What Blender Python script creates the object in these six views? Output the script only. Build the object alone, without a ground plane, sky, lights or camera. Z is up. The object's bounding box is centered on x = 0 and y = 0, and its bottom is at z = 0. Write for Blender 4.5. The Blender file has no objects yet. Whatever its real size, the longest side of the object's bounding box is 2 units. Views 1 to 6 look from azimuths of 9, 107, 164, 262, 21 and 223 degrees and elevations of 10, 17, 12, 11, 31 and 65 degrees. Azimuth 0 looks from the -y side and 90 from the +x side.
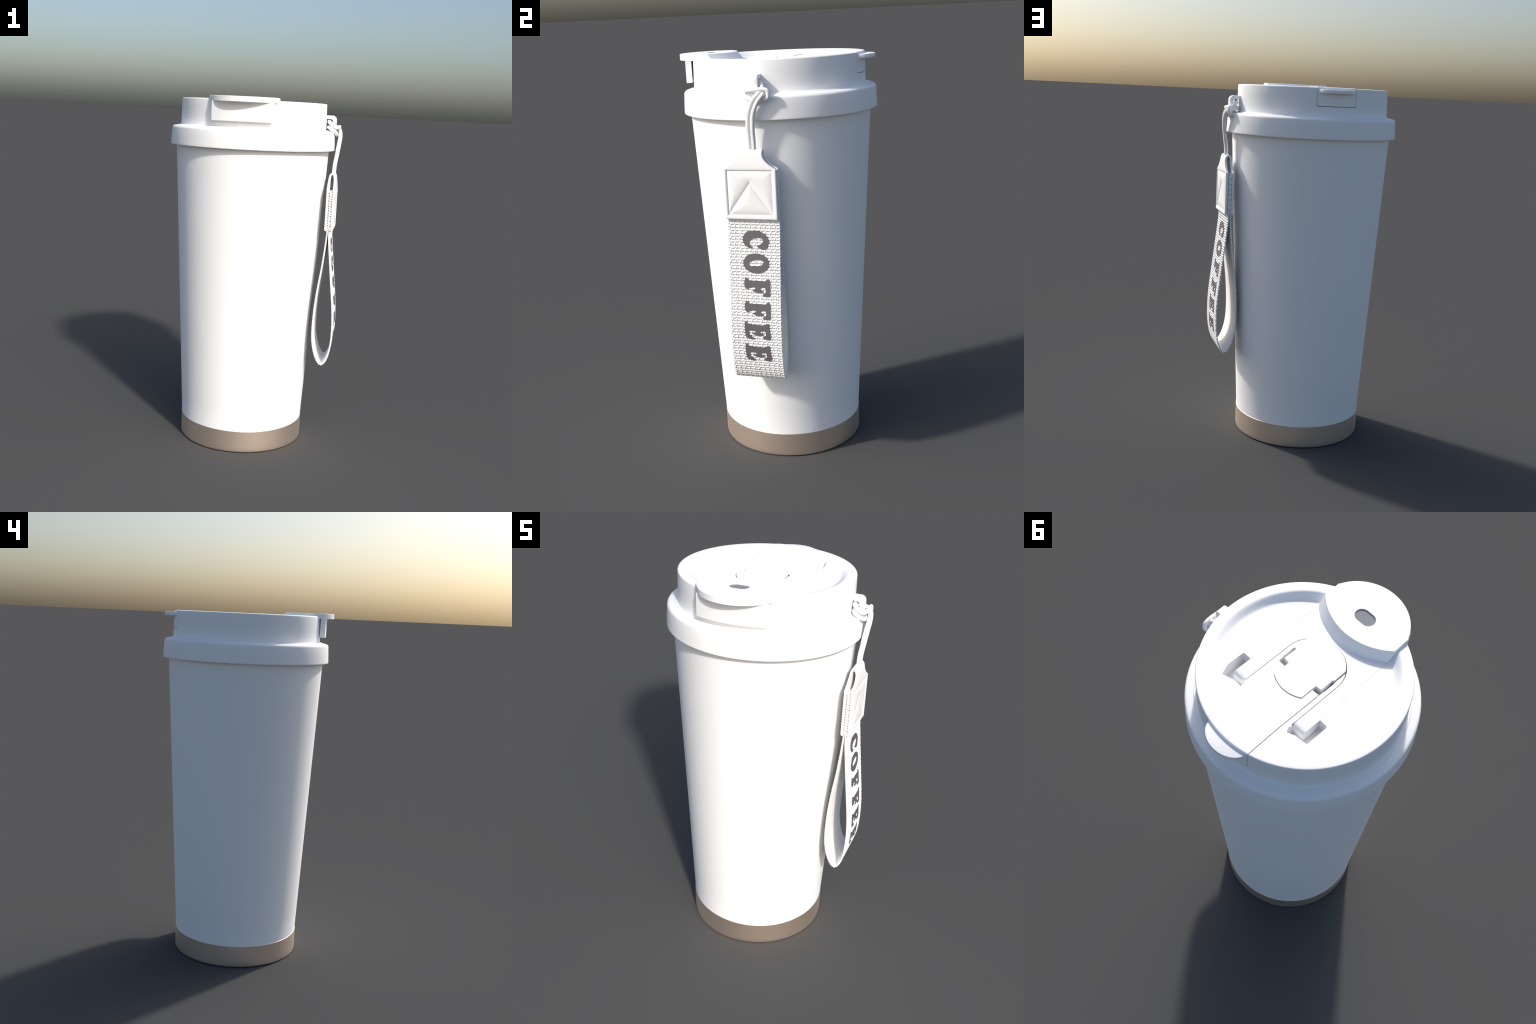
"""White insulated coffee tumbler with a flip-spout lid, taupe foot ring and a
webbing wrist strap hanging from a cord.  Everything is built part by part in
millimetre-accurate local coordinates around the cup's own axis."""
import bpy, bmesh, math, random
import numpy as np
from mathutils import Vector
from math import sin, cos, pi, sqrt, radians

random.seed(7)
CUP_AXIS = (-0.0315, 0.0142, 0.0)          # where the cup axis stands in the frame

# ------------------------------------------------------------------ materials
def new_material(name):
    m = bpy.data.materials.new(name)
    m.use_nodes = True
    nt = m.node_tree
    return m, nt, nt.nodes["Principled BSDF"]

def plain(name, colour, rough, grain=0.0, grain_scale=60.0, bevel=0.0, spec=0.5, tint=0.02, metal=0.0):
    """Principled colour with a faint mottling, optional grain bump and rounded edges."""
    m, nt, bsdf = new_material(name)
    N, L = nt.nodes, nt.links
    tex = N.new("ShaderNodeTexCoord")
    noise = N.new("ShaderNodeTexNoise")
    noise.inputs["Scale"].default_value = 6.0
    noise.inputs["Detail"].default_value = 3.0
    ramp = N.new("ShaderNodeValToRGB")
    ramp.color_ramp.elements[0].position = 0.3
    ramp.color_ramp.elements[1].position = 0.7
    ramp.color_ramp.elements[0].color = (*[c * (1 - tint) for c in colour], 1)
    ramp.color_ramp.elements[1].color = (*[min(1, c * (1 + tint)) for c in colour], 1)
    L.new(tex.outputs["Object"], noise.inputs["Vector"])
    L.new(noise.outputs["Fac"], ramp.inputs["Fac"])
    L.new(ramp.outputs["Color"], bsdf.inputs["Base Color"])
    bsdf.inputs["Roughness"].default_value = rough
    bsdf.inputs["Metallic"].default_value = metal
    bsdf.inputs["Specular IOR Level"].default_value = spec
    normal = None
    if bevel:
        bv = N.new("ShaderNodeBevel")
        bv.samples = 6
        bv.inputs["Radius"].default_value = bevel
        normal = bv.outputs["Normal"]
    if grain:
        fine = N.new("ShaderNodeTexNoise")
        fine.inputs["Scale"].default_value = grain_scale
        fine.inputs["Detail"].default_value = 2.0
        bump = N.new("ShaderNodeBump")
        bump.inputs["Strength"].default_value = grain
        bump.inputs["Distance"].default_value = 0.002
        L.new(tex.outputs["Object"], fine.inputs["Vector"])
        L.new(fine.outputs["Fac"], bump.inputs["Height"])
        if normal:
            L.new(normal, bump.inputs["Normal"])
        normal = bump.outputs["Normal"]
    if normal:
        L.new(normal, bsdf.inputs["Normal"])
    return m

MAT_BODY = plain("white_powder_coat", (0.985, 0.985, 0.985), 0.6, spec=0.15, tint=0.004)
MAT_LID = plain("white_lid_plastic", (0.985, 0.985, 0.985), 0.6, spec=0.15, bevel=0.002, tint=0.004)
MAT_RING = plain("taupe_satin_metal", (0.84, 0.705, 0.60), 0.53, tint=0.01, metal=1.0)
MAT_CORD = plain("white_braided_cord", (0.95, 0.945, 0.935), 0.8, spec=0.2, grain=0.5, grain_scale=420, tint=0.04)
MAT_TAG = plain("white_soft_leather", (0.97, 0.965, 0.96), 0.6, spec=0.2, grain=0.06, grain_scale=300, tint=0.01)
MAT_WEB = plain("white_woven_webbing", (0.95, 0.945, 0.94), 0.8, spec=0.2, grain=0.25, grain_scale=500, tint=0.05)
MAT_INK = plain("grey_raised_print", (0.138, 0.127, 0.139), 0.6, tint=0.03)

# ------------------------------------------------------------------ helpers
ROOT = bpy.data.objects.new("travel_tumbler", None)
ROOT.location = CUP_AXIS
ROOT["label"] = "white tapered coffee tumbler with flip lid and wrist strap"
ROOT["category"] = "travel mug"
bpy.context.scene.collection.objects.link(ROOT)

def add(name, mesh, mat, parent=ROOT, angle=35):
    o = bpy.data.objects.new(name, mesh)
    bpy.context.scene.collection.objects.link(o)
    o.parent = parent
    mesh.materials.clear()
    mesh.materials.append(mat)
    if angle is not None:
        mesh.polygons.foreach_set("use_smooth", [True] * len(mesh.polygons))
        mesh.set_sharp_from_angle(angle=radians(angle))
    return o

def mesh_from(verts, faces, name="part"):
    me = bpy.data.meshes.new(name)
    me.from_pydata([tuple(v) for v in verts], [], faces)
    me.update()
    bm = bmesh.new(); bm.from_mesh(me)
    bmesh.ops.remove_doubles(bm, verts=bm.verts, dist=1e-6)
    bmesh.ops.recalc_face_normals(bm, faces=bm.faces)
    bm.to_mesh(me); bm.free()
    return me

def lathe(profile, segs=192, warp=None):
    """Surface of revolution of (r, z) points; r=0 ends close to a point."""
    verts, rows = [], []
    for r, z in profile:
        if r < 1e-6:
            rows.append([len(verts)]); verts.append((0, 0, z))
        else:
            rows.append(list(range(len(verts), len(verts) + segs)))
            verts += [(r * cos(2 * pi * k / segs), r * sin(2 * pi * k / segs), z) for k in range(segs)]
    faces = []
    for a, b in zip(rows, rows[1:]):
        for k in range(segs):
            j = (k + 1) % segs
            if len(a) == 1 and len(b) == 1: continue
            if len(a) == 1: faces.append((a[0], b[k], b[j]))
            elif len(b) == 1: faces.append((a[k], b[0], a[j]))
            else: faces.append((a[k], b[k], b[j], a[j]))
    if warp:
        verts = [warp(*v) for v in verts]
    return mesh_from(verts, faces)

def prism(outline, z0, z1, top_shift=None):
    """Closed solid over an xy outline; top_shift(x, y) moves the top corners."""
    n = len(outline)
    top = [top_shift(x, y) if top_shift else (x, y) for x, y in outline]
    verts = [(x, y, z0) for x, y in outline] + [(x, y, z1) for x, y in top]
    faces = [tuple(range(n - 1, -1, -1)), tuple(range(n, 2 * n))]
    faces += [(i, (i + 1) % n, n + (i + 1) % n, n + i) for i in range(n)]
    return mesh_from(verts, faces)

def prism_y(outline_xz, y0, y1):
    n = len(outline_xz)
    verts = [(x, y0, z) for x, z in outline_xz] + [(x, y1, z) for x, z in outline_xz]
    faces = [tuple(range(n)), tuple(range(2 * n - 1, n - 1, -1))]
    faces += [(i, n + i, n + (i + 1) % n, (i + 1) % n) for i in range(n)]
    return mesh_from(verts, faces)

def evaluated(o):
    dg = bpy.context.evaluated_depsgraph_get()
    return bpy.data.meshes.new_from_object(o.evaluated_get(dg))

def boolean(mesh, tool, op):
    a = bpy.data.objects.new("work", mesh); b = bpy.data.objects.new("tool", tool)
    for o in (a, b): bpy.context.scene.collection.objects.link(o)
    m = a.modifiers.new("b", "BOOLEAN"); m.operation = op; m.object = b; m.solver = "EXACT"
    out = evaluated(a)
    for o in (a, b): bpy.data.objects.remove(o)
    bm = bmesh.new(); bm.from_mesh(out)
    bmesh.ops.remove_doubles(bm, verts=bm.verts, dist=2e-5)
    bmesh.ops.dissolve_degenerate(bm, edges=bm.edges, dist=2e-5)
    bm.to_mesh(out); bm.free()
    return out

def bevelled(mesh, width, segs=2, angle=40):
    o = bpy.data.objects.new("work", mesh)
    bpy.context.scene.collection.objects.link(o)
    m = o.modifiers.new("v", "BEVEL"); m.width = width; m.segments = segs
    m.limit_method = "ANGLE"; m.angle_limit = radians(angle)
    out = evaluated(o)
    bpy.data.objects.remove(o)
    return out

def arc(cx, cy, r, a0, a1, n):
    return [(cx + r * cos(radians(a0 + (a1 - a0) * i / n)), cy + r * sin(radians(a0 + (a1 - a0) * i / n))) for i in range(n + 1)]

def rounded_rect(x0, x1, y0, y1, r, n=5):
    return (arc(x1 - r, y1 - r, r, 0, 90, n) + arc(x0 + r, y1 - r, r, 90, 180, n)
            + arc(x0 + r, y0 + r, r, 180, 270, n) + arc(x1 - r, y0 + r, r, 270, 360, n))

def catmull(points, steps, closed=False):
    P = [np.array(p, float) for p in points]
    n = len(P); out = []
    for i in range(n if closed else n - 1):
        if closed: p0, p1, p2, p3 = P[i - 1], P[i], P[(i + 1) % n], P[(i + 2) % n]
        else: p0, p1, p2, p3 = P[max(i - 1, 0)], P[i], P[i + 1], P[min(i + 2, n - 1)]
        for k in range(steps):
            t = k / steps
            out.append(0.5 * (2 * p1 + (p2 - p0) * t + (2 * p0 - 5 * p1 + 4 * p2 - p3) * t * t + (3 * p1 - p0 - 3 * p2 + p3) * t ** 3))
    if not closed: out.append(P[-1])
    return np.array(out)

def resample(pts, step):
    d = np.concatenate([[0], np.cumsum(np.linalg.norm(np.diff(pts, axis=0), axis=1))])
    n = max(2, int(round(d[-1] / step)) + 1)
    s = np.linspace(0, d[-1], n)
    return np.stack([np.interp(s, d, pts[:, k]) for k in range(pts.shape[1])], 1), s

def grid_mesh(V, closed_u=False):
    """V: (rows, cols, 3) grid wrapped in cols when closed_u; fast quads."""
    R, C = V.shape[:2]
    idx = np.arange(R * C).reshape(R, C)
    if closed_u: nxt = np.roll(idx, -1, axis=1); a, b = idx, nxt
    else: a, b = idx[:, :-1], idx[:, 1:]
    q = np.stack([a[:-1], b[:-1], b[1:], a[1:]], -1).reshape(-1, 4)
    return V.reshape(-1, 3), q

def numpy_mesh(verts, quads):
    me = bpy.data.meshes.new("part")
    me.vertices.add(len(verts)); me.vertices.foreach_set("co", np.asarray(verts, np.float32).ravel())
    me.loops.add(quads.size); me.loops.foreach_set("vertex_index", quads.astype(np.int32).ravel())
    me.polygons.add(len(quads)); me.polygons.foreach_set("loop_start", np.arange(0, quads.size, 4, dtype=np.int32))
    me.update(calc_edges=True); me.validate()
    return me

def flip_outward(me):
    bm = bmesh.new(); bm.from_mesh(me)
    bmesh.ops.recalc_face_normals(bm, faces=bm.faces)
    bm.to_mesh(me); bm.free()
    return me

# ------------------------------------------------------------------ cup body and foot ring
R_FOOT, Z_RING, R_MOUTH, Z_MOUTH = 0.3605, 0.1256, 0.4385, 1.716
add("cup_body", lathe([(0, 0.06), (0.30, 0.06), (R_FOOT - 0.003, 0.10), (R_FOOT + 0.0002, Z_RING - 0.002)]
    + [(R_FOOT + (R_MOUTH - R_FOOT) * t / 12, Z_RING + (Z_MOUTH - Z_RING) * t / 12) for t in range(13)]
    + [(R_MOUTH, 1.74), (0.41, 1.745), (0, 1.745)], 256), MAT_BODY)

add("foot_ring", lathe([(0, 0.004), (0.30, 0.004), (0.345, 0.0), (0.354, 0.0)]
    + arc(0.354, 0.008, 0.008, -75, 0, 5) + [(0.3622, 0.03), (0.3622, 0.09)]
    + [(0.3622, Z_RING - 0.0016), (0.3606, Z_RING + 0.0002), (0.355, Z_RING), (0, Z_RING - 0.03)], 256), MAT_RING)

# ------------------------------------------------------------------ lid
Z_RIM, R_RIM_IN, R_COVE = 1.9855, 0.372, 0.335

def floor_depth(y):
    """The drinking deck dips towards the spout and runs out flush at the back."""
    t = min(1.0, max(0.0, (0.26 - y) / 0.53))
    return 0.027 * (1 - (1 - t) ** 1.6)

def deck_z(y): return Z_RIM - floor_depth(y)

def lid_warp(x, y, z):
    r = sqrt(x * x + y * y)
    if z > Z_RIM - 1e-4 and r < R_RIM_IN + 1e-5:
        t = min(1.0, (R_RIM_IN - r) / (R_RIM_IN - R_COVE))
        return (x, y, z - floor_depth(y) * t * t * (3 - 2 * t))
    return (x, y, z)

top = [(0, Z_RIM)] + [(r, Z_RIM) for r in np.linspace(0.03, R_COVE, 16)]
top += [(R_COVE + (R_RIM_IN - R_COVE) * t / 10, Z_RIM) for t in range(1, 11)]
wall = [(0.380, Z_RIM), (0.389, Z_RIM - 0.0001), (0.397, Z_RIM - 0.0004), (0.404, Z_RIM - 0.0009)] + arc(0.4074, Z_RIM - 0.0078, 0.0067, 78, 5, 6)
wall += [(0.4148, 1.93), (0.4158, 1.88), (0.4166, 1.843)] + arc(0.4216, 1.843, 0.005, 180, 260, 4)
wall += [(0.4275, 1.8378), (0.4288, 1.8370), (0.4296, 1.8352), (0.4315, 1.8340), (0.445, 1.8325), (0.452, 1.831)]
wall += arc(0.451, 1.815, 0.0158, 80, 8, 7)
wall += [(0.4690, 1.775), (0.4708, 1.735)] + arc(0.4665, 1.7285, 0.0045, 0, -80, 4)
wall += [(0.445, 1.7225), (0.4395, 1.7245), (0.439, 1.74), (0.0, 1.748)]
LID = lathe(top + wall, 192, lid_warp)

ARM_OUT, ARM_IN, LEVER = 0.184, 0.1295, 0.1045
LOOP_C, LOOP_R = -0.045, 0.1295

def arm_outline(grow, seam=0.0):
    """U of the flip cover: two arms joined in front round the latch."""
    o, i = ARM_OUT + seam, ARM_IN - grow
    back = 0.178 if grow == 0 else 0.196 + grow
    pts = [(o, back), (i, back)]
    pts += arc(0, LOOP_C, LOOP_R - grow, 0, -180, 28)
    pts += [(-i, back), (-o, back), (-o, -0.275), (o, -0.275)]
    return pts

def latch_outline(grow, y_front, y_back):
    w = LEVER + grow
    a = math.degrees(math.acos(w / (LOOP_R - 0.003)))
    front = arc(0, LOOP_C, LOOP_R - 0.003 + grow, -a, -180 + a, 20)
    return [(w, y_back)] + front + [(-w, y_back)]

shell = LID.copy()
CUT = 1.948
shell = boolean(shell, prism(arm_outline(0.0034, 0.0004), 1.912, 2.05), "DIFFERENCE")
shell = boolean(shell, prism([(x - 0.0006, y) for x, y in latch_outline(0.0014, 0, 0.50)], CUT - 0.01, 2.05), "DIFFERENCE")
shell = boolean(shell, prism_y(rounded_rect(-0.1064, 0.1064, 1.8890, 2.06, 0.010), 0.365, 0.50), "DIFFERENCE")
pit_left = [(0.1335, 0.107), (0.219, 0.107), (0.2225, 0.112), (0.2215, 0.19), (0.205, 0.236), (0.158, 0.2205), (0.1195, 0.2205), (0.1195, 0.20), (0.1335, 0.20)]
pit_right = [(-0.1335, 0.107), (-0.1335, 0.20), (-0.127, 0.215), (-0.138, 0.235), (-0.168, 0.2215), (-0.2225, 0.2175), (-0.2225, 0.114), (-0.218, 0.109)]
for pit in (pit_left, pit_right):
    shell = boolean(shell, prism(pit, 1.914, 2.05), "DIFFERENCE")
for s in (-1, 1):      # slots beside the latch pin
    x0, x1 = sorted((s * 0.0985, s * 0.1095))
    shell = boolean(shell, prism([(x0, -0.052), (x1, -0.052), (x1, 0.010), (x0, 0.010)], 1.95, 2.05), "DIFFERENCE")
for s in (-1, 1):      # deep notches where the flap pins turn
    x0, x1 = sorted((s * 0.0705, s * 0.1045))
    shell = boolean(shell, prism([(x0, 0.010), (x1, 0.010), (x1, 0.036), (x0, 0.036)], 1.935, 2.05), "DIFFERENCE")
lid = add("lid", shell, MAT_LID, angle=25)

# flip cover: U-shaped arms cut from the same deck surface, plus the spout block
arms = boolean(LID.copy(), prism(arm_outline(0.0), 1.915, 2.05), "INTERSECT")
cover = add("flip_cover", arms, MAT_LID, lid)
for s in (-1, 1):
    zt, rr = deck_z(0.178) - 0.0002, 0.0205      # rounded hinge end of each arm
    prof = [(0.178, 1.913), (0.1985, 1.913)] + [(0.178 + rr * cos(a), zt - rr + rr * sin(a)) for a in np.linspace(0, pi / 2, 10)]
    x0, x1 = sorted((s * ARM_IN, s * ARM_OUT))
    n = len(prof)
    v = [(x0, y, z) for y, z in prof] + [(x1, y, z) for y, z in prof]
    f = [tuple(range(n)), tuple(range(2 * n - 1, n - 1, -1))] + [(i, (i + 1) % n, n + (i + 1) % n, n + i) for i in range(n)]
    add("hinge_barrel", mesh_from(v, f), MAT_LID, lid)

def inner_y(x):       # concave back edge of the spout block
    return -0.482 + sqrt(0.261 ** 2 - x * x)

SP = 0.184
xs = np.linspace(-SP, SP, 33)
back = [(x, inner_y(x)) for x in xs]
tip = [(x * 1.0, -0.304 - sqrt(max(0.196 ** 2 - x * x, 0)) * (0.1925 / 0.196)) for x in np.linspace(0.1805, -0.1805, 41)]
slab = prism(back + [(SP, -0.376)] + tip + [(-SP, -0.376)], 1.9712, 2.0)
slab = bevelled(slab, 0.0018, 2, 50)
heel = [(x, inner_y(x)) for x in xs] + [(x, -sqrt(0.402 ** 2 - x * x)) for x in np.linspace(SP, -SP, 33)]
n_back = len(xs)
heel_v = prism(heel, 1.935, 1.9975)
for v in heel_v.vertices:      # the back wall leans out towards its foot
    if abs(v.co.y - inner_y(min(SP, max(-SP, v.co.x)))) < 1e-4 and v.co.z < 1.95:
        v.co.y += 0.052
slab = boolean(slab, heel_v, "UNION")
slot = arc(0.0145, -0.3305, 0.0308, -90, 90, 16) + arc(-0.0145, -0.3305, 0.0308, 90, 270, 16)
slab = boolean(slab, prism(slot, 1.990, 2.05), "DIFFERENCE")
add("drinking_spout", slab, MAT_LID, lid, 20)

MAT_HOLE_SHADE = plain("painted_hole_shade_grey", (0.265, 0.280, 0.305), 0.8, spec=0.1, tint=0.03)  # bluish grey paints the shaded hollow below the drinking hole onto a shallow plug
shade_plug = [(x * 0.998, -0.3305 + (y + 0.3305) * 0.998) for x, y in slot]
add("painted_hole_shade", prism(shade_plug, 1.9895, 1.9955), MAT_HOLE_SHADE, lid)

# guard plate under the spout lip
guard_profile = [(.4215, 1.9725), (.4215, 1.871), (.4235, 1.8685), (.4475, 1.868), (.4500, 1.8705), (.4506, 1.945), (.4516, 1.956), (.4545, 1.9645), (.4595, 1.9705), (.4640, 1.9725)]
GUARD_HALF, n_g = 0.167, 36
verts, faces = [], []
for k in range(n_g + 1):
    a = math.asin(GUARD_HALF / 0.45) * (2 * k / n_g - 1)
    lip = np.interp(abs(0.45 * sin(a) + 0.004), [0, 0.09, 0.12, 0.145, 0.2], [1, 1, 0.7, 0.0, 0.0])   # the fillet dies out where the lip ends
    verts += [((0.4506 + (r - 0.4506) * lip if r > 0.4506 else r) * sin(a) + 0.004, -(0.4506 + (r - 0.4506) * lip if r > 0.4506 else r) * cos(a), z) for r, z in guard_profile]
m_g = len(guard_profile)
for k in range(n_g):
    faces += [(k * m_g + i, k * m_g + (i + 1) % m_g, (k + 1) * m_g + (i + 1) % m_g, (k + 1) * m_g + i) for i in range(m_g)]
faces += [tuple(range(m_g)), tuple(range(n_g * m_g + m_g - 1, n_g * m_g - 1, -1))]
add("spout_guard", mesh_from(verts, faces), MAT_LID, lid, 35)

# latch: lever with its rear pull tab, and the flap set into it
lever_region = prism(latch_outline(0.0, 0, 0.50), 1.955, 2.05)
lever_region = boolean(lever_region, prism_y(rounded_rect(-0.1045, 0.1045, 1.8900, 2.05, 0.010), 0.372, 0.50), "UNION")
latch = boolean(LID.copy(), lever_region, "INTERSECT")

def flap_outline(g):
    w = LEVER - 0.0015 + g
    a = math.degrees(math.acos(w / (LOOP_R - 0.004)))
    front = arc(0, LOOP_C, LOOP_R - 0.004 + g, -a, -180 + a, 20)
    rear = [(x, 0.114 - 0.0225 * (x / 0.0715) ** 2 + g) for x in np.linspace(-0.0715 - g, 0.0715 + g, 15)]
    n = w - 0.0055       # waist where the hinge pins show
    return [(n, 0.012), (n, -0.051), (w, -0.052)] + front + [(-w, -0.052), (-n, -0.051), (-n, 0.012), (-0.0715 - g, 0.015)] + rear + [(0.0715 + g, 0.015)]

lever = boolean(latch.copy(), prism(flap_outline(0.0025), 1.94, 2.05), "DIFFERENCE")
notch = [[(s * x, y) for x, y in ((0.0695, 0.0), (0.11, 0.0), (0.11, 0.034), (0.0695, 0.036))] for s in (-1, 1)]
for nt_ in notch:
    lever = boolean(lever, prism(nt_, 1.93, 2.05), "DIFFERENCE")
bm = bmesh.new(); bm.from_mesh(lever)   # drop scraps in front of the flap
bmesh.ops.delete(bm, geom=[v for v in bm.verts if v.co.y < 0.03], context="VERTS")
bmesh.ops.holes_fill(bm, edges=[e for e in bm.edges if e.is_boundary])
bmesh.ops.translate(bm, verts=bm.verts, vec=(0, 0, 0.0016))
bm.to_mesh(lever); bm.free()
lever_o = add("latch_lever", lever, MAT_LID, lid, 25)
tab = [(0.098 * cos(a), 0.394 + 0.074 * sin(a)) for a in np.linspace(0, pi, 33)] + [(-0.098, 0.39), (0.098, 0.39)]
add("pull_tab", bevelled(prism(tab, 1.9560, 1.9748), 0.003, 2, 50), MAT_LID, lid, 25)
flap = bevelled(boolean(LID.copy(), prism(flap_outline(0.0), 1.945, 2.05), "INTERSECT"), 0.0038, 2, 50)
flap.transform(__import__("mathutils").Matrix.Translation((0, 0, 0.0045)))
add("latch_flap", flap, MAT_LID, lid, 25)

# cord bracket: a flat plate with a window, standing on the collar
x0, xw = 0.405, 0.4735
outer = [(x0, 1.826), (xw, 1.826)] + arc(xw - 0.024, 1.9225 - 0.024, 0.024, 0, 90, 10) + [(x0, 1.9225)]
hole = [(0.4178, 1.838), (0.4535, 1.838)] + arc(0.4535 - 0.014, 1.9028 - 0.014, 0.014, 0, 90, 8) + [(0.4172, 1.9028)]
bracket = prism_y(outer, -0.018, 0.027)
bracket = boolean(bracket, prism_y(hole, -0.06, 0.06), "DIFFERENCE")
add("cord_bracket", bevelled(bracket, 0.002, 2, 50), MAT_LID, lid)

# ------------------------------------------------------------------ cord (girth hitch round the bracket)
cord_path = [(.476, -.022, 1.570), (.478, -.021, 1.64), (.4855, -.021, 1.70), (.4935, -.013, 1.76), (.4985, .008, 1.812),
    (.495, .032, 1.840), (.481, .046, 1.856), (.458, .044, 1.868), (.439, .034, 1.884), (.432, .005, 1.889),
    (.437, -.025, 1.884), (.456, -.032, 1.868), (.475, -.028, 1.857), (.487, -.010, 1.857), (.490, .020, 1.859),
    (.489, .050, 1.861), (.487, .071, 1.857), (.486, .078, 1.842), (.482, .073, 1.825), (.479, .050, 1.818),
    (.478, .020, 1.816), (.478, -.005, 1.819), (.473, -.027, 1.830), (.455, -.035, 1.843), (.437, -.028, 1.855),
    (.430, .003, 1.857), (.432, .030, 1.854), (.455, .045, 1.849), (.478, .055, 1.846), (.494, .051, 1.836),
    (.500, .030, 1.808), (.4965, .009, 1.76), (.4885, .0005, 1.70), (.480, -.0005, 1.64), (.477, -.0005, 1.570)]

def tube(path, radius, sides=24, step=0.003, flutes=6, depth=0.05):
    pts, s = resample(catmull(path, 24), step)
    T = np.gradient(pts, axis=0); T /= np.linalg.norm(T, axis=1)[:, None]
    n = np.cross(T[0], [0, 1, 0.3]); n /= np.linalg.norm(n)
    rings = []
    for i in range(len(pts)):
        n = n - T[i] * np.dot(n, T[i]); n /= np.linalg.norm(n)
        b = np.cross(T[i], n)
        a = np.linspace(0, 2 * pi, sides, endpoint=False)
        r = radius * (1 - depth * (0.5 + 0.5 * np.cos(flutes * a)) + 0.012 * np.sin(s[i] * 900 + 3 * a))
        rings.append(pts[i] + np.outer(r * np.cos(a), n) + np.outer(r * np.sin(a), b))
    V, q = grid_mesh(np.array(rings), True)
    return flip_outward(numpy_mesh(V, q))
cord = add("hanging_cord", tube(cord_path, 0.0102), MAT_CORD, angle=80)

# ------------------------------------------------------------------ leather tag
TAG_Y, TAG_HALF, TAG_BOT, TAG_TOP = -0.0220, 0.1235, 1.281, 1.512
tag_path = [(.4912, TAG_BOT), (.4912, 1.34), (.4912, 1.42), (.4912, 1.495), (.4905, 1.530), (.4880, 1.562), (.4850, 1.583), (.4795, 1.5945),
            (.4715, 1.5958), (.4642, 1.588), (.4600, 1.565), (.4576, 1.535), (.4573, 1.495), (.4573, 1.42), (.4573, 1.34), (.4573, TAG_BOT)]
pts, s = resample(catmull(tag_path, 24), 0.0022)
tan = np.gradient(pts, axis=0); tan /= np.linalg.norm(tan, axis=1)[:, None]
nrm = np.stack([tan[:, 1], -tan[:, 0]], 1)          # outward in (x, z)
rows, cols = len(pts), 120
z = pts[:, 1]
f = np.clip((z - TAG_TOP) / (1.580 - TAG_TOP), 0, 1)
half = TAG_HALF - (TAG_HALF - 0.062) * (1 - (1 - f) ** 2.0)
u = np.linspace(-1, 1, cols)
u = np.sign(u) * (1 - (1 - np.abs(u)) ** 1.15)       # denser towards the edges
Y = half[:, None] * u[None, :]
edge = np.minimum(half[:, None] - np.abs(Y), np.minimum(s, s[-1] - s)[:, None])
THICK, ROUND = 0.0148, 0.0065
k = np.clip(1 - edge / ROUND, 0, 1)
drop = ROUND * (1 - np.sqrt(np.clip(1 - k * k, 0, 1)))
# stitched cushion on the face: creases along a square and a triangle inside it
def seg_dist(px, pz, a, b):
    a, b = np.array(a), np.array(b); d = b - a
    t = np.clip(((px - a[0]) * d[0] + (pz - a[1]) * d[1]) / (d @ d), 0, 1)
    return np.hypot(px - a[0] - t * d[0], pz - a[1] - t * d[1])
L_, R_, B_, T_ = -0.1085, 0.1035, 1.3025, 1.5065
ZZ = np.repeat(z[:, None], cols, 1)
apex = (-0.004, 1.4475)
d = np.full_like(Y, 9.0)
for a, b in (((L_, B_), (R_, B_)), ((L_, T_), (R_, T_)), ((L_, B_), (L_, T_)), ((R_, B_), (R_, T_)), ((L_, B_), apex), ((R_, B_), apex)):
    d = np.minimum(d, seg_dist(Y, ZZ, a, b))
inside = (Y > L_) & (Y < R_) & (ZZ > B_) & (ZZ < T_)
pillow = np.where(inside, -0.0044 * np.exp(-d / 0.010) - 0.0018 + 0.0030 * (1 - np.exp(-d / 0.030)), -0.0030 * np.exp(-d / 0.0035))
pillow *= (ZZ < 1.53)
outer_off = THICK / 2 - drop + pillow
inner_off = -THICK / 2 + drop * 0.25 + 0.0032 * f[:, None]
def place(off):
    return np.stack([pts[:, 0:1] + nrm[:, 0:1] * off, TAG_Y + Y, pts[:, 1:2] + nrm[:, 1:2] * off], -1)
OUT, INN = place(outer_off), place(inner_off)
ring = np.concatenate([OUT, INN[:, ::-1]], 1)
V, q = grid_mesh(ring, True)
nC = ring.shape[1]
caps = []
for base, flip in ((0, False), ((rows - 1) * nC, True)):
    for j in range(cols - 1):
        c = [base + j, base + j + 1, base + nC - 2 - j, base + nC - 1 - j]
        caps.append(c[::-1] if flip else c)
tag = add("leather_tag", flip_outward(numpy_mesh(V, np.concatenate([q, np.array(caps)]))), MAT_TAG, angle=60)

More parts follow.
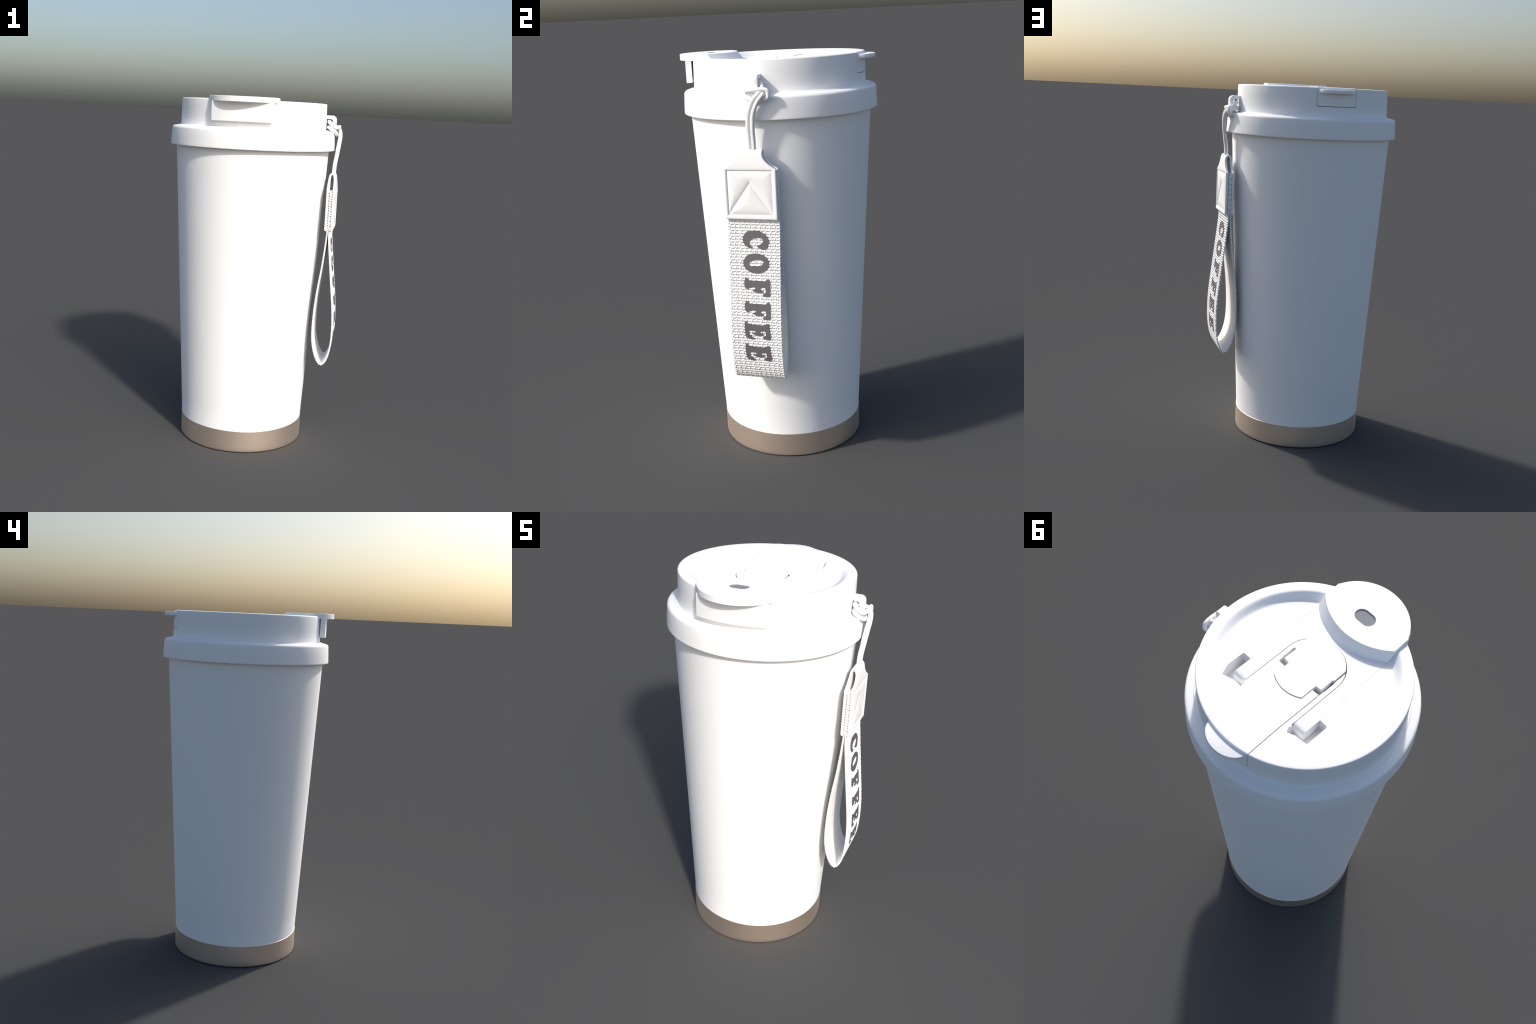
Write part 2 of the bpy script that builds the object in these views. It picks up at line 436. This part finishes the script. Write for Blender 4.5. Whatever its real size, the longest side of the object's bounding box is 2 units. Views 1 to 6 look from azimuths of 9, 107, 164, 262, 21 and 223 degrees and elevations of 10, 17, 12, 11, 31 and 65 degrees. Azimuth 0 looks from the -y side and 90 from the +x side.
# ------------------------------------------------------------------ webbing strap
strap_path = [(.4787, 1.507), (.4787, 1.42), (.4787, 1.33), (.4787, 1.281), (.4792, 1.242), (.4880, 1.152), (.5062, .987), (.5212, .853), (.5272, .778),
              (.5291, .71), (.5270, .641), (.5185, .575), (.5055, .531), (.4915, .5065), (.4760, .4978), (.457, .5135), (.4355, .5595), (.4198, .632),
              (.4162, .72), (.4212, .835), (.4326, .948), (.4488, 1.069), (.4610, 1.189), (.4665, 1.262), (.4690, 1.30), (.4697, 1.35), (.4697, 1.507)]
STRAP_Y, STRAP_HALF, PU, PV = -0.0202, 0.1252, 0.0239, 0.0277
spts, ss = resample(catmull(strap_path, 24), PV / 23)
stan = np.gradient(spts, axis=0); stan /= np.linalg.norm(stan, axis=1)[:, None]
snrm = np.stack([-stan[:, 1], stan[:, 0]], 1)
if snrm[30, 0] < 0: snrm = -snrm
W = np.linspace(-STRAP_HALF, STRAP_HALF, int(2 * STRAP_HALF / (PU / 20)) + 1)

def groove(u, v, a, b, width):
    """Soft-edged groove along the segment a-b inside the repeating weave cell."""
    ax, ay = a; bx, by = b
    L2 = (bx - ax) ** 2 + (by - ay) ** 2
    best = np.zeros_like(u)
    for du in (-1, 0, 1):
        for dv in (-1, 0, 1):
            x, y = (u + du) * PU - ax * PU, (v + dv) * PV - ay * PV
            ex, ey = (bx - ax) * PU, (by - ay) * PV
            t = np.clip((x * ex + y * ey) / (ex * ex + ey * ey), 0, 1)
            d = np.hypot(x - t * ex, y - t * ey)
            best = np.maximum(best, np.clip(2.2 - 2.2 * d / width, 0, 1))
    return best

def weave(sv, wv):
    """Repeating cell of the webbing: picks end in dark gaps, a warp bar bends between them."""
    wob = 0.035 * np.sin(sv * 61)[:, None] + 0.03 * np.sin(wv * 140 + 1.3)[None, :]
    v = ((sv / PV)[:, None] + wob * 0.6) % 1.0
    u = ((wv / PU)[None, :] + wob) % 1.0
    cut = np.maximum(groove(u, v, (0.02, 0.20), (0.34, 0.20), 0.0037), groove(u, v, (0.34, 0.20), (0.50, 0.10), 0.0026))
    cut = np.maximum(cut, groove(u, v, (0.00, 0.70), (0.24, 0.70), 0.0037))
    cut = np.maximum(cut, groove(u, v, (0.68, 0.60), (0.54, 0.76), 0.0029))
    cut = np.maximum(cut, 0.35 * groove(u, v, (0.73, 0.16), (0.72, 0.58), 0.0015))
    cut = np.maximum(cut, 0.22 * groove(u, v, (-0.03, 0.72), (-0.03, 0.92), 0.0015))
    swell = 0.10 * np.sin(2 * pi * (2 * v + 0.1)) + 0.06 * np.sin(2 * pi * u)
    return np.clip(0.90 + 0.7 * swell - cut, -0.1, 1.0)

hw = weave(ss, W + STRAP_HALF)
AMP, HALF_T = 0.0066, 0.0045
edge_w = np.clip((STRAP_HALF - np.abs(W)) / 0.003, 0, 1)[None, :]
taper = np.sqrt(np.clip(1 - (1 - edge_w) ** 2, 0, 1))
inside_tag = (spts[:, 1] > TAG_BOT)[:, None]
o_off = (HALF_T - AMP * (1 - hw)) * (0.6 + 0.4 * taper)
i_off = -(HALF_T - 0.12 * AMP * (1 - weave(ss * 1.9, W * 1.9 + 0.3))) * (0.6 + 0.4 * taper)
o_off = np.where(inside_tag, np.minimum(o_off, 0.0042), o_off)
def sheet(off):
    return np.stack([spts[:, 0:1] + snrm[:, 0:1] * off, np.broadcast_to(STRAP_Y + W, off.shape), spts[:, 1:2] + snrm[:, 1:2] * off], -1)
ring = np.concatenate([sheet(o_off), sheet(i_off)[:, ::-1]], 1)
V, q = grid_mesh(ring, True)
nC, nw, nr = ring.shape[1], len(W), len(spts)
caps = []
for base, flip in ((0, False), ((nr - 1) * nC, True)):
    for j in range(nw - 1):
        c = [base + j, base + j + 1, base + nC - 2 - j, base + nC - 1 - j]
        caps.append(c[::-1] if flip else c)
strap = add("webbing_strap", flip_outward(numpy_mesh(V, np.concatenate([q, np.array(caps)]))), MAT_WEB, angle=75)

# ------------------------------------------------------------------ printed letters, fat slab serif, reading downwards
# each glyph outline runs (across, along) on a design grid; SHARP marks real corners
GLYPH_C = [(157, 440), (180, 330), (270, 235), (420, 190), (560, 190), (730, 240), (830, 320), (890, 420), (905, 490), (860, 610), (845, 665), (780, 700),
           (700, 700), (610, 665), (575, 625), (600, 595), (700, 545), (735, 480), (735, 430), (700, 395), (640, 382), (500, 392), (390, 435), (335, 500),
           (345, 570), (390, 625), (435, 660), (400, 675), (320, 665), (230, 610), (175, 530)]
GLYPH_O_HOLE = [(335, 1120), (370, 1060), (450, 1020), (580, 1000), (690, 1008), (750, 1040), (757, 1100), (720, 1145), (620, 1180), (500, 1200), (400, 1192), (350, 1165)]
GLYPH_O = [(545 + 370 * cos(a), 1107 + 279 * sin(a)) for a in np.linspace(0, 2 * pi, 24, endpoint=False)]
GLYPH_F = [(225, 115), (295, 105), (340, 155), (400, 168), (630, 171), (860, 172), (905, 128), (970, 128), (1005, 155), (1013, 300), (1008, 500), (1020, 600), (960, 650),
           (880, 655), (810, 645), (775, 615), (855, 555), (880, 470), (870, 410), (825, 375), (750, 375), (700, 410), (720, 445), (770, 480), (800, 520),
           (740, 535), (650, 545), (560, 530), (490, 505), (450, 465), (520, 440), (545, 400), (520, 370), (430, 372), (360, 400), (300, 440), (245, 420),
           (205, 375), (195, 240)]
GLYPH_E = [(262, 195), (320, 195), (370, 240), (480, 268), (680, 282), (840, 278), (900, 260), (940, 225), (1000, 220), (1025, 240), (1035, 400), (1065, 650),
           (1040, 710), (1000, 735), (920, 725), (855, 705), (830, 665), (905, 610), (915, 530), (905, 475), (850, 455), (780, 460), (735, 490), (745, 520),
           (800, 545), (850, 575), (790, 600), (700, 612), (600, 600), (530, 575), (490, 545), (560, 525), (585, 490), (565, 460), (480, 450), (400, 455),
           (370, 500), (385, 570), (440, 640), (540, 705), (550, 715), (500, 735), (420, 730), (340, 705), (290, 680), (265, 620), (252, 450), (250, 300)]

def glyph_mesh(loops, origin, unit):
    """Fill smooth closed outlines as a flat 2D curve and hand back its mesh (across, along)."""
    cu = bpy.data.curves.new("glyph", "CURVE")
    cu.dimensions = "2D"; cu.fill_mode = "BOTH"; cu.extrude = 0.0011; cu.offset = 0.0008
    for loop in loops:
        p = catmull([((a - origin[0]) / unit, (b - origin[1]) / unit) for a, b in loop], 4, closed=True) * GLYPH_SIZE
        sp = cu.splines.new("POLY"); sp.points.add(len(p) - 1); sp.use_cyclic_u = True
        for k, (a, b) in enumerate(p): sp.points[k].co = (a, b, 0, 1)
    o = bpy.data.objects.new("work", cu)
    bpy.context.scene.collection.objects.link(o)
    me = evaluated(o)
    bpy.data.objects.remove(o)
    return me

GLYPH_SIZE, LETTER_Y = 0.1240, -0.0715
front = ss < ss[np.argmin(spts[:, 1])]
def s_at(zv):      # arc length on the front run at height zv
    zz = spts[front, 1]; return np.interp(-zv, -zz, ss[front])
def on_strap(sv, y, h):
    x = np.interp(sv, ss, spts[:, 0]); zc = np.interp(sv, ss, spts[:, 1])
    nx = np.interp(sv, ss, snrm[:, 0]); nz = np.interp(sv, ss, snrm[:, 1])
    return (x + nx * h, y, zc + nz * h)

word = [(GLYPH_C, None, (157, 190), 748, 1.2262, 0.0), (GLYPH_O, GLYPH_O_HOLE, (175, 828), 748, 1.1215, 0.0),
        (GLYPH_F, None, (197, 105), 822, 1.0040, 0.003), (GLYPH_F, None, (197, 105), 822, 0.8945, 0.003),
        (GLYPH_E, None, (250, 195), 812, 0.7950, 0.000), (GLYPH_E, None, (250, 195), 812, 0.6850, -0.001)]
for shape, hole_, origin, unit, z_top, dy in word:
    me = glyph_mesh([shape] + ([hole_] if hole_ else []), origin, unit)
    bm = bmesh.new(); bm.from_mesh(me)
    for cut in np.arange(-0.006, 0.12, 0.008):
        bmesh.ops.bisect_plane(bm, geom=bm.verts[:] + bm.edges[:] + bm.faces[:], plane_co=(0, cut, 0), plane_no=(0, 1, 0))
    s0 = s_at(z_top)
    for v in bm.verts:
        lift = HALF_T + 0.0006 if v.co.z > 0 else HALF_T - 0.0036
        v.co = on_strap(s0 + v.co.y, LETTER_Y + dy + v.co.x, lift)
    bmesh.ops.recalc_face_normals(bm, faces=bm.faces)
    bm.to_mesh(me); bm.free()
    add("letter", me, MAT_INK, strap, 40)

# leave nothing but the tumbler behind
for me in [m for m in bpy.data.meshes if m.users == 0]:
    bpy.data.meshes.remove(me)
